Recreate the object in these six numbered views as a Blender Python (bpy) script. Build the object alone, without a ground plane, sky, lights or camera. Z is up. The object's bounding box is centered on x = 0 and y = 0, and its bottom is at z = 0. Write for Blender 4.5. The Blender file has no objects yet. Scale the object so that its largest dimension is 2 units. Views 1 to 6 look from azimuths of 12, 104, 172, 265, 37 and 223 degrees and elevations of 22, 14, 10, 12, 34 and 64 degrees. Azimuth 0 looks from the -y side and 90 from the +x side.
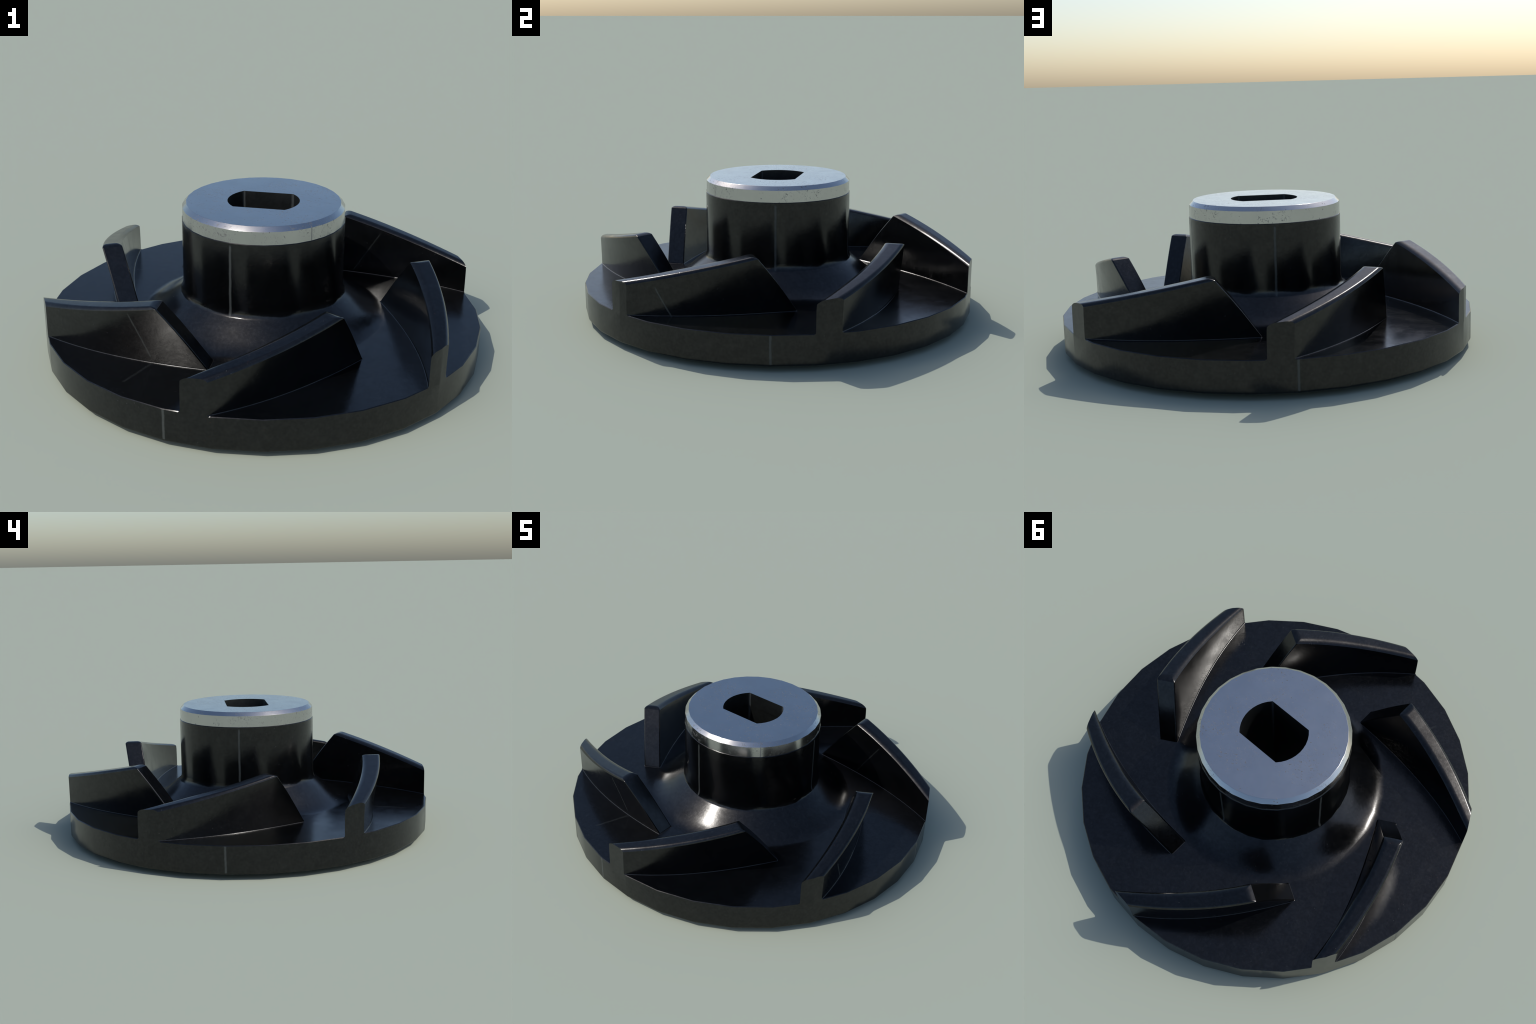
"""Moulded six-vane pump impeller: a black plastic body (disc, flared hub,
six leaning swept vanes) with a bright metal cap on the hub and a double-D bore."""
import bpy, bmesh, math
import numpy as np
from mathutils import Vector, Matrix

# ----------------------------------------------------------------- dimensions
SEG = 32                      # the body is turned as a 32-sided prism
RIM_R, RIM_Z0, RIM_Z1 = 1.0, 0.0235, 0.169
HUB_R, HUB_TOP = 0.370, 0.626
CAP_R, CAP_TOP = 0.3672, 0.7015
BORE_R, BORE_FLAT = 0.163, 0.1145     # round bore with two flats at y = +-flat
N_VANES = 6

# ------------------------------------------------------------------ utilities
def new_mesh_object(name, bm):
    me = bpy.data.meshes.new(name)
    bm.to_mesh(me)
    bm.free()
    ob = bpy.data.objects.new(name, me)
    bpy.context.scene.collection.objects.link(ob)
    return ob


def bore_outline(grow=0.0, arc_steps=10):
    """Double-D outline, counter-clockwise, corners first on each arc."""
    r, f = BORE_R + grow, BORE_FLAT + grow
    a = math.asin(f / r)
    pts = []
    for base in (0.0, math.pi):
        for i in range(arc_steps + 1):
            t = base - a + 2 * a * i / arc_steps
            pts.append((r * math.cos(t), r * math.sin(t)))
    return pts


def rings_to_faces(bm, rings, closed=True):
    faces = []
    for a, b in zip(rings, rings[1:]):
        n = len(a)
        for i in range(n if closed else n - 1):
            j = (i + 1) % n
            faces.append(bm.faces.new((a[i], a[j], b[j], b[i])))
    return faces


def turned_shell(bm, profile, seg=SEG):
    """Revolve (r, z) points around z; returns the vertex rings."""
    rings = []
    for r, z in profile:
        rings.append([bm.verts.new((r * math.cos(2 * math.pi * k / seg),
                                    r * math.sin(2 * math.pi * k / seg), z))
                      for k in range(seg)])
    return rings


def annulus_fill(bm, outer, inner):
    """Bridge two closed loops of different length (flat face with a hole)."""
    edges = set()
    for loop in (outer, inner):
        for i in range(len(loop)):
            e = bm.edges.get((loop[i], loop[(i + 1) % len(loop)]))
            if e is None:
                e = bm.edges.new((loop[i], loop[(i + 1) % len(loop)]))
            edges.add(e)
    before = set(bm.faces)
    bmesh.ops.triangle_fill(bm, edges=list(edges), use_beauty=True)
    # drop anything filled inside the hole
    new = [f for f in bm.faces if f not in before]
    inner_set = set(inner)
    bad = [f for f in new if all(v in inner_set for v in f.verts)]
    if bad:
        bmesh.ops.delete(bm, geom=bad, context='FACES_ONLY')


# ------------------------------------------------------------------ body parts
def flare_profile():
    """Hub wall -> tight crease -> concave skirt that runs out into the disc top.
    The skirt is given by its slope (degrees) at a few radii and integrated."""
    slopes = [(.3825, 36), (.405, 39), (.43, 40.5), (.455, 39.5), (.475, 37.5), (.495, 34),
              (.514, 28), (.532, 19.5), (.550, 9), (.565, 0)]
    z, skirt = RIM_Z1, [(slopes[-1][0], RIM_Z1)]
    for (r0, a0), (r1, a1) in zip(slopes[-2::-1], slopes[:0:-1]):
        z += (r1 - r0) * math.tan(math.radians((a0 + a1) / 2))
        skirt.insert(0, (r0, z))
    z_top = skirt[0][1]
    crease = [(HUB_R, z_top + .040), (.3707, z_top + .028), (.3727, z_top + .018), (.3757, z_top + .010),
              (.3788, z_top + .0048)]
    return [(HUB_R, HUB_TOP - 0.004), (HUB_R, 0.46)] + crease + skirt


def build_body_core():
    bm = bmesh.new()
    prof = [(HUB_R - 0.004, HUB_TOP)] + flare_profile()
    prof += [(0.78, RIM_Z1), (RIM_R - 0.003, RIM_Z1), (RIM_R, RIM_Z1 - 0.003),
             (RIM_R, RIM_Z0 + 0.012), (RIM_R - 0.003, RIM_Z0 + 0.004), (RIM_R - 0.010, RIM_Z0),
             (0.46, RIM_Z0), (0.44, 0.004), (0.436, 0.0)]
    rings = turned_shell(bm, prof)
    rings_to_faces(bm, rings)
    grow = 0.003
    top = [bm.verts.new((x, y, HUB_TOP)) for x, y in bore_outline(grow)]
    bot = [bm.verts.new((x, y, 0.0)) for x, y in bore_outline(grow)]
    rings_to_faces(bm, [top, bot])
    annulus_fill(bm, rings[0], top)
    annulus_fill(bm, rings[-1], bot)
    bmesh.ops.recalc_face_normals(bm, faces=bm.faces)
    return new_mesh_object("body_core", bm)


def curve(points, degree=3):
    xs, ys = zip(*points)
    c = np.polyfit(xs, ys, min(degree, len(xs) - 1))
    return lambda x: float(np.polyval(c, x))

# the vane's plan, for the vane whose tip lies at azimuth 22.7..29.4 degrees:
# y of each flank against x, at the foot and (projected) at the crown
FOOT_OUT = curve([(.097, .6485), (.20, .644), (.30, .637), (.40, .6255), (.50, .609), (.60, .586),
                  (.70, .556), (.80, .518), (.872, .4865)])
FOOT_IN = curve([(.101, .556), (.225, .547), (.344, .534), (.461, .519), (.581, .496), (.704, .463),
                 (.831, .420), (.92, .386)])
CROWN_OUT = curve([(.298, .694), (.39, .677), (.48, .654), (.564, .626), (.645, .597), (.785, .536),
                   (.872, .489)])
CROWN_IN = curve([(.298, .600), (.40, .580), (.483, .560), (.567, .536), (.651, .508), (.734, .472),
                  (.789, .447), (.92, .387)])
FOOT_X0, CROWN_X0, X_END = 0.103, 0.311, 1.03


def crown_height(x):
    return 0.3205 + (0.9 - x) * (0.134 / 0.6)


def build_vane_solid(index):
    """Stack of U-shaped rings: tip(out) -> inner end -> tip(in); then crown."""
    ns, ncorner = 22, 6
    fillet, crown_r, edge_r = 0.0045, 0.024, 0.007
    bm = bmesh.new()

    def ring(t, inset, drop, z_abs=None):
        """t: 0 foot .. 1 crown; inset: inward offset; drop: below crown."""
        def flank(s, side):
            x0 = FOOT_X0 + (CROWN_X0 - FOOT_X0) * t + inset
            x = x0 + (X_END - x0) * s
            sf = s
            xf = FOOT_X0 + (X_END - FOOT_X0) * sf
            xc = CROWN_X0 + (X_END - CROWN_X0) * sf
            if side > 0:
                yf, yc = FOOT_OUT(xf), CROWN_OUT(xc)
            else:
                yf, yc = FOOT_IN(xf), CROWN_IN(xc)
            y = yf + (yc - yf) * t
            # offset along the flank normal
            slope = (CROWN_OUT(xc + .01) - CROWN_OUT(xc - .01)) / .02
            nl = math.hypot(1, slope)
            y -= side * inset * nl
            zc = crown_height(x)
            z = z_abs if z_abs is not None else RIM_Z1 + t * (zc - RIM_Z1)
            if drop is not None:
                z = zc - drop
            return Vector((x, y, z))
        ss = [(i / ns) ** 1.15 for i in range(ns + 1)]
        s_corner = edge_r / (X_END - FOOT_X0)
        ss = [s_corner + (1 - s_corner) * s for s in ss]
        out = [flank(s, +1) for s in reversed(ss)]
        inn = [flank(s, -1) for s in ss]
        a, b = out[-1], inn[0]
        x_face = flank(0, 1).x
        mid = []
        for side, p in ((1, a), (-1, b)):
            arc = []
            for i in range(1, ncorner + 1):
                ang = math.pi / 2 * i / ncorner
                dx = (p.x - x_face) * math.sin(ang)
                dy = edge_r * (1 - math.cos(ang))
                q = Vector((p.x - dx, p.y - side * dy, p.z))
                q.z = p.z + (p.x - q.x) * (0.134 / 0.6) * (1 if drop is not None else t)
                arc.append(q)
            mid.append(arc)
        return out + mid[0] + list(reversed(mid[1])) + inn

    stack = [ring(0, -fillet, None, z_abs=RIM_Z1 - 0.012)]
    for i in range(0, 6):                         # foot fillet
        a = math.pi / 2 * i / 5
        stack.append(ring(0.0, -fillet * (1 - math.sin(a)), None,
                          z_abs=RIM_Z1 + fillet * (1 - math.cos(a))))
    for t in (0.2, 0.4, 0.6, 0.78):
        stack.append(ring(t, 0.0, None))
    for i in range(0, 6):                         # rounded crown edge
        a = math.radians(25 + 65 * i / 5)
        d = crown_r * (1 - math.sin(a))
        stack.append(ring(1.0 - d / 0.25, crown_r * (1 - math.cos(a)) - 0.002 * math.cos(a), d))
    rings = [[bm.verts.new(p) for p in r] for r in stack]
    rings_to_faces(bm, rings, closed=False)
    n = len(rings[0])
    for loop, in ((rings[-1],), (rings[0],)):
        for i in range(n // 2 - 1):
            q = (loop[i], loop[i + 1], loop[n - 2 - i], loop[n - 1 - i])
            bm.faces.new(q if len(set(q)) == 4 else q[:3])
    bm.faces.new([r[0] for r in rings] + [r[-1] for r in reversed(rings)])
    bmesh.ops.recalc_face_normals(bm, faces=bm.faces)
    bm.transform(Matrix.Rotation(index * math.pi / 3, 4, 'Z'))
    # trim the tip with the facets of the rim
    for k in range(SEG):
        a = (k + .5) * 2 * math.pi / SEG
        nrm = Vector((math.cos(a), math.sin(a), 0))
        co = nrm * math.cos(math.pi / SEG)
        if max(v.co.dot(nrm) for v in bm.verts) <= co.dot(nrm) + 1e-6:
            continue
        geom = list(bm.verts) + list(bm.edges) + list(bm.faces)
        bmesh.ops.bisect_plane(bm, geom=geom, plane_co=co, plane_no=nrm,
                               clear_outer=True, dist=1e-6)
        bmesh.ops.holes_fill(bm, edges=[e for e in bm.edges if e.is_boundary], sides=0)
    bmesh.ops.recalc_face_normals(bm, faces=bm.faces)
    return new_mesh_object("vane_solid", bm)


# ------------------------------------------------------------------- materials
class Nodes:
    def __init__(self, name):
        self.mat = bpy.data.materials.new(name)
        self.mat.use_nodes = True
        self.t = self.mat.node_tree
        self.bsdf = self.t.nodes["Principled BSDF"]
        self.co = self.add("ShaderNodeTexCoord").outputs["Object"]

    def add(self, kind, **props):
        n = self.t.nodes.new(kind)
        for k, v in props.items():
            setattr(n, k, v)
        return n

    def link(self, a, b):
        if isinstance(a, (int, float)):
            b.default_value = a
        elif isinstance(a, (tuple, list)):
            b.default_value = a
        else:
            self.t.links.new(a, b)

    def math(self, op, a, b=0.0, c=None, clamp=False):
        n = self.add("ShaderNodeMath", operation=op, use_clamp=clamp)
        self.link(a, n.inputs[0])
        self.link(b, n.inputs[1])
        if c is not None:
            self.link(c, n.inputs[2])
        return n.outputs[0]

    def vmath(self, op, a, b):
        n = self.add("ShaderNodeVectorMath", operation=op)
        self.link(a, n.inputs[0])
        self.link(b, n.inputs[1])
        return n.outputs["Value"] if op in ("DOT_PRODUCT", "DISTANCE", "LENGTH") else n.outputs["Vector"]

    def noise(self, scale, detail=4.0, rough=0.55, stretch=None, offset=(0, 0, 0), distortion=0.0):
        src = self.co
        if stretch is not None or any(offset):
            m = self.add("ShaderNodeMapping")
            self.link(self.co, m.inputs["Vector"])
            m.inputs["Location"].default_value = offset
            m.inputs["Scale"].default_value = stretch or (1, 1, 1)
            src = m.outputs[0]
        n = self.add("ShaderNodeTexNoise")
        self.link(src, n.inputs["Vector"])
        n.inputs["Scale"].default_value = scale
        n.inputs["Detail"].default_value = detail
        n.inputs["Roughness"].default_value = rough
        n.inputs["Distortion"].default_value = distortion
        return n.outputs["Fac"]

    def ramp(self, fac, lo, hi, a=0.0, b=1.0):
        n = self.add("ShaderNodeMapRange", interpolation_type='SMOOTHSTEP')
        self.link(fac, n.inputs["Value"])
        for i, v in zip((1, 2, 3, 4), (lo, hi, a, b)):
            n.inputs[i].default_value = v
        return n.outputs[0]

    def mix(self, fac, a, b):
        n = self.add("ShaderNodeMix", data_type='RGBA')
        self.link(fac, n.inputs[0])
        self.link(a, n.inputs[6])
        self.link(b, n.inputs[7])
        return n.outputs[2]

    def specks(self, scale, size, soft=0.06, density_noise=None):
        v = self.add("ShaderNodeTexVoronoi")
        self.link(self.co, v.inputs["Vector"])
        v.inputs["Scale"].default_value = scale
        m = self.ramp(v.outputs["Distance"], size, size + soft, 1.0, 0.0)
        if density_noise is not None:
            m = self.math('MULTIPLY', m, density_noise)
        return m

    def bump(self, height, strength, distance, normal=None):
        b = self.add("ShaderNodeBump")
        b.inputs["Strength"].default_value = strength
        b.inputs["Distance"].default_value = distance
        self.link(height, b.inputs["Height"])
        if normal is not None:
            self.link(normal, b.inputs["Normal"])
        return b.outputs[0]


def seam_mask(N, seams):
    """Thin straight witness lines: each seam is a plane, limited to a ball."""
    total = 0.0
    wob = N.math('MULTIPLY', N.math('SUBTRACT', N.noise(14, 3), 0.5), 0.006)
    for normal, point, width, centre, radius, strength in seams:
        nrm = Vector(normal).normalized()
        d = N.vmath('DOT_PRODUCT', N.co, tuple(nrm))
        d = N.math('SUBTRACT', d, nrm.dot(Vector(point)))
        d = N.math('ABSOLUTE', N.math('ADD', d, wob))
        line = N.ramp(d, width * 0.25, width, strength, 0.0)
        dist = N.vmath('DISTANCE', N.co, tuple(centre))
        near = N.ramp(dist, radius * 0.9, radius, 1.0, 0.0)
        line = N.math('MULTIPLY', line, near)
        total = line if isinstance(total, float) else N.math('MAXIMUM', total, line)
    return total


def polar_seams(radius, z_mid, reach, azimuths):
    out = []
    for a in azimuths:
        t = math.radians(a)
        p = Vector((radius * math.cos(t), radius * math.sin(t), z_mid))
        out.append(((-math.sin(t), math.cos(t), 0), p, 0.008, p, reach, 1.0))
    return out


def plastic_material(name, seams=(), rough=0.19, base=(0.0011, 0.0013, 0.0016)):
    N = Nodes(name)
    mottle = N.noise(7.0, 5)
    fine = N.noise(75.0, 5, 0.7)
    col = N.mix(N.ramp(mottle, 0.35, 0.68), base + (1,), tuple(c * 1.7 for c in base) + (1,))
    col = N.mix(N.ramp(fine, 0.50, 0.75, 0.0, 0.6), col, (0.0036, 0.0038, 0.0038, 1))
    blotch = N.ramp(N.noise(24.0, 5, 0.6, offset=(7, 7, 1)), 0.52, 0.75, 0.0, 0.6)
    col = N.mix(blotch, col, (0.0030, 0.0032, 0.0033, 1))
    # scarce rusty and pale specks
    patch = N.ramp(N.noise(5.0, 2, offset=(3, 1, 7)), 0.52, 0.66)
    rust = N.specks(46.0, 0.07, 0.05, patch)
    col = N.mix(N.math('MULTIPLY', rust, 0.8), col, (0.022, 0.007, 0.004, 1))
    pale = N.specks(33.0, 0.045, 0.05, N.ramp(N.noise(4.0, 2, offset=(9, 4, 2)), 0.5, 0.62))
    col = N.mix(N.math('MULTIPLY', pale, 0.6), col, (0.045, 0.046, 0.045, 1))
    r = N.math('ADD', N.ramp(N.noise(11.0, 5, 0.6, offset=(2, 5, 1)), 0.3, 0.75, -0.03, 0.05), rough)
    scuff = N.ramp(N.noise(26.0, 6, 0.7, stretch=(1, 4.5, 1), distortion=0.6), 0.60, 0.80, 0.0, 0.10)
    r = N.math('ADD', r, scuff)
    r = N.math('ADD', r, N.ramp(fine, 0.5, 0.8, 0.0, 0.06))
    if seams:
        m = seam_mask(N, seams)
        col = N.mix(N.math('MULTIPLY', m, 0.85), col, (0.046, 0.051, 0.050, 1))
        r = N.math('ADD', r, N.math('MULTIPLY', m, 0.15))
    N.link(col, N.bsdf.inputs["Base Color"])
    N.link(r, N.bsdf.inputs["Roughness"])
    # uneven skin: the sheen itself is grainy
    sheen = N.math('ADD', N.ramp(fine, 0.35, 0.70, 0.44, 0.57),
                   N.ramp(N.noise(24.0, 5, 0.6, offset=(5, 2, 8)), 0.40, 0.70, -0.03, 0.04))
    N.link(sheen, N.bsdf.inputs["Specular IOR Level"])
    h = N.math('ADD', N.math('MULTIPLY', N.noise(90.0, 4, 0.6), 0.5), N.math('MULTIPLY', N.noise(9.0, 3), 0.8))
    h = N.math('SUBTRACT', h, N.math('MULTIPLY', rust, 1.2))
    N.link(N.bump(h, 0.10, 0.003), N.bsdf.inputs["Normal"])
    return N.mat


def metal_material():
    N = Nodes("brushed_steel")
    col = N.mix(N.ramp(N.noise(9.0, 5, 0.6), 0.35, 0.7), (0.51, 0.51, 0.505, 1), (0.54, 0.54, 0.535, 1))
    cluster = N.ramp(N.noise(7.0, 3, offset=(4, 2, 6)), 0.44, 0.60)
    grime = N.ramp(N.noise(70.0, 6, 0.75, stretch=(1, 1.6, 1), distortion=0.8), 0.555, 0.64)
    dirt = N.math('MULTIPLY', grime, cluster)
    pits = N.specks(40.0, 0.06, 0.09, N.ramp(N.noise(6.0, 2, offset=(1, 8, 3)), 0.46, 0.62))
    dirt = N.math('MAXIMUM', N.math('MULTIPLY', dirt, 0.8), N.math('MULTIPLY', pits, 0.75))
    t = math.radians(-45.2)
    p = (CAP_R * math.cos(t), CAP_R * math.sin(t), 0.655)
    seam = seam_mask(N, [((-math.sin(t), math.cos(t), 0), p, 0.0045, p, 0.034, 0.8)])
    dirt = N.math('MAXIMUM', dirt, N.math('MULTIPLY', seam, 0.6))
    col = N.mix(dirt, col, (0.016, 0.015, 0.014, 1))
    N.link(col, N.bsdf.inputs["Base Color"])
    N.link(N.math('SUBTRACT', 1.0, N.math('MULTIPLY', dirt, 0.75)), N.bsdf.inputs["Metallic"])
    r = N.ramp(N.noise(14.0, 5, 0.6, offset=(6, 1, 2)), 0.3, 0.7, 0.16, 0.21)
    N.link(N.math('ADD', r, N.math('MULTIPLY', dirt, 0.12)), N.bsdf.inputs["Roughness"])
    h = N.math('SUBTRACT', N.math('MULTIPLY', N.noise(70.0, 4), 0.15), dirt)
    N.link(N.bump(h, 0.04, 0.001), N.bsdf.inputs["Normal"])
    return N.mat


# -------------------------------------------------------------------- assembly
def apply_modifiers(ob):
    dg = bpy.context.evaluated_depsgraph_get()
    me = bpy.data.meshes.new_from_object(ob.evaluated_get(dg))
    old = ob.data
    ob.modifiers.clear()
    ob.data = me
    bpy.data.meshes.remove(old)


def mark_sharp(me, angle):
    bm = bmesh.new()
    bm.from_mesh(me)
    for f in bm.faces:
        f.smooth = True
    for e in bm.edges:
        e.smooth = not (len(e.link_faces) == 2 and e.calc_face_angle(0) > angle)
    bm.to_mesh(me)
    bm.free()


def weighted_normals(ob):
    m = ob.modifiers.new("weighted", 'WEIGHTED_NORMAL')
    m.mode = 'FACE_AREA'
    m.weight = 80
    m.keep_sharp = True
    apply_modifiers(ob)


def build():
    tags = [bpy.data.materials.new("tag%d" % i) for i in range(N_VANES + 1)]
    core = build_body_core()
    core.data.materials.append(tags[0])
    solids = []
    for k in range(N_VANES):
        v = build_vane_solid(k)
        v.data.materials.append(tags[k + 1])
        solids.append(v)
        b = core.modifiers.new("union", 'BOOLEAN')
        b.operation = 'UNION'
        b.object = v
        b.solver = 'EXACT'
        b.material_mode = 'TRANSFER'
        bpy.context.view_layer.update()
        apply_modifiers(core)
    for v in solids:
        bpy.data.objects.remove(v)
    me = core.data
    bm = bmesh.new()
    bm.from_mesh(me)
    bmesh.ops.remove_doubles(bm, verts=bm.verts, dist=2e-5)
    bmesh.ops.dissolve_degenerate(bm, edges=bm.edges, dist=1e-5)
    bm.to_mesh(me)
    bm.free()
    mark_sharp(me, math.radians(22))
    weighted_normals(core)
    me = core.data

    # split the one smooth surface into parts, keeping its corner normals
    slot = {m.name: i for i, m in enumerate(me.materials)}
    tag_of = {slot[t.name]: i for i, t in enumerate(tags) if t.name in slot}
    normals = [tuple(n.vector) for n in me.corner_normals]
    groups = {}
    for p in me.polygons:
        tag = tag_of.get(p.material_index, 0)
        if tag:
            key = ("vane", tag)
        else:
            c = p.center
            r = math.hypot(c.x, c.y)
            inside = r < BORE_R + 0.02 and 0.01 < c.z < HUB_TOP - 0.005
            rmin = min(math.hypot(*me.vertices[v].co.xy) for v in p.vertices)
            zmin = min(me.vertices[v].co.z for v in p.vertices)
            if inside:
                key = ("bore", 0)
            elif zmin > 0.2805 - 0.002:
                key = ("hub", 0)
            elif zmin >= RIM_Z1 - 1e-4 and max(me.vertices[v].co.z for v in p.vertices) > RIM_Z1 + 1e-4:
                key = ("flare", 0)
            else:
                key = ("disc", 0)
        groups.setdefault(key, []).append(p.index)

    rim_az = (11.25, 90.0, 168.75, -101.25)
    disc_seams = polar_seams(RIM_R, 0.10, 0.069, rim_az)
    disc_seams.append(((0.93, -0.36, 0), (-0.345, -0.64, .17), 0.009, (-0.36, -0.72, .17), 0.11, 0.22))
    mats = {
        "disc": plastic_material("black_plastic_disc", disc_seams),
        "hub": plastic_material("black_plastic_hub", polar_seams(HUB_R, 0.45, 0.17, rim_az)),
        "flare": plastic_material("black_plastic_flare", rough=0.21),
        "bore": plastic_material("black_plastic_bore", polar_seams(BORE_R, 0.52, 0.20, (44.6, 135.4, -135.4, -44.6)),
                                 rough=0.42, base=(0.0048, 0.0055, 0.0053)),  # base lightened to paint in the reflected light on the deep bore walls
        "vane": plastic_material("black_plastic_vane", vane_seams()),
    }
    label = {"disc": "base_disc", "hub": "hub", "flare": "hub_flare", "bore": "shaft_bore", "vane": "vane"}

    root = bpy.data.objects.new("pump_impeller", None)
    bpy.context.scene.collection.objects.link(root)
    root["label"] = "black plastic pump impeller with six swept vanes and steel cap"
    root["category"] = "pump impeller"

    for key, polys in sorted(groups.items()):
        kind = key[0]
        index, verts, faces, loopn = {}, [], [], []
        for pi in polys:
            p = me.polygons[pi]
            f = []
            for li in p.loop_indices:
                vi = me.loops[li].vertex_index
                if vi not in index:
                    index[vi] = len(verts)
                    verts.append(tuple(me.vertices[vi].co))
                f.append(index[vi])
                loopn.append(normals[li])
            faces.append(f)
        m = bpy.data.meshes.new(label[kind])
        m.from_pydata(verts, [], faces)
        m.polygons.foreach_set("use_smooth", [True] * len(m.polygons))
        m.materials.append(mats[kind])
        m.update()
        m.normals_split_custom_set(loopn)
        ob = bpy.data.objects.new(label[kind], m)
        bpy.context.scene.collection.objects.link(ob)
        ob.parent = root
    bpy.data.objects.remove(core)
    for t in tags:
        bpy.data.materials.remove(t)

    cap = build_cap(mats["bore"])
    cap.parent = root


def vane_seams():
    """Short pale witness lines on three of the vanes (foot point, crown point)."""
    seams = []
    for k, foot, crown, side, strength in ((3, (.338, .632, .17), (.435, .675, .40), 1, 0.55),
                                 (5, (.677, .56, .17), (.757, .553, .325), 1, 0.9),
                                 (0, (.36, .533, .17), (.50, .55, .39), -1, 0.22)):
        R = Matrix.Rotation(k * math.pi / 3, 3, 'Z')
        a, b = R @ Vector(foot), R @ Vector(crown)
        across = R @ Vector((0, 1, 0))
        n = (b - a).cross(across).normalized()
        half, reach = (b - a).length / 2, 0.12       # ball set off to one flank only
        seams.append((n, a, 0.0055, (a + b) / 2 + across * side * reach,
                      math.hypot(half, reach) * 1.01, strength))
    return seams


def build_cap(bore_mat):
    bm = bmesh.new()
    ch = 0.018
    prof = [(CAP_R, HUB_TOP - 0.006), (CAP_R, CAP_TOP - ch - 0.001), (CAP_R - 0.0008, CAP_TOP - ch),
            (CAP_R - ch, CAP_TOP - 0.0006), (CAP_R - ch - 0.0012, CAP_TOP)]
    rings = turned_shell(bm, prof)
    rings_to_faces(bm, rings)
    top = [bm.verts.new((x, y, CAP_TOP)) for x, y in bore_outline()]
    low = [bm.verts.new((x, y, HUB_TOP - 0.006)) for x, y in bore_outline()]
    wall = rings_to_faces(bm, [top, low])
    annulus_fill(bm, rings[-1], top)
    annulus_fill(bm, rings[0], low)
    for f in wall:
        f.material_index = 1
    bmesh.ops.recalc_face_normals(bm, faces=bm.faces)
    ob = new_mesh_object("metal_cap", bm)
    ob.data.materials.append(metal_material())
    ob.data.materials.append(bore_mat)
    mark_sharp(ob.data, math.radians(30))
    weighted_normals(ob)
    return ob


build()
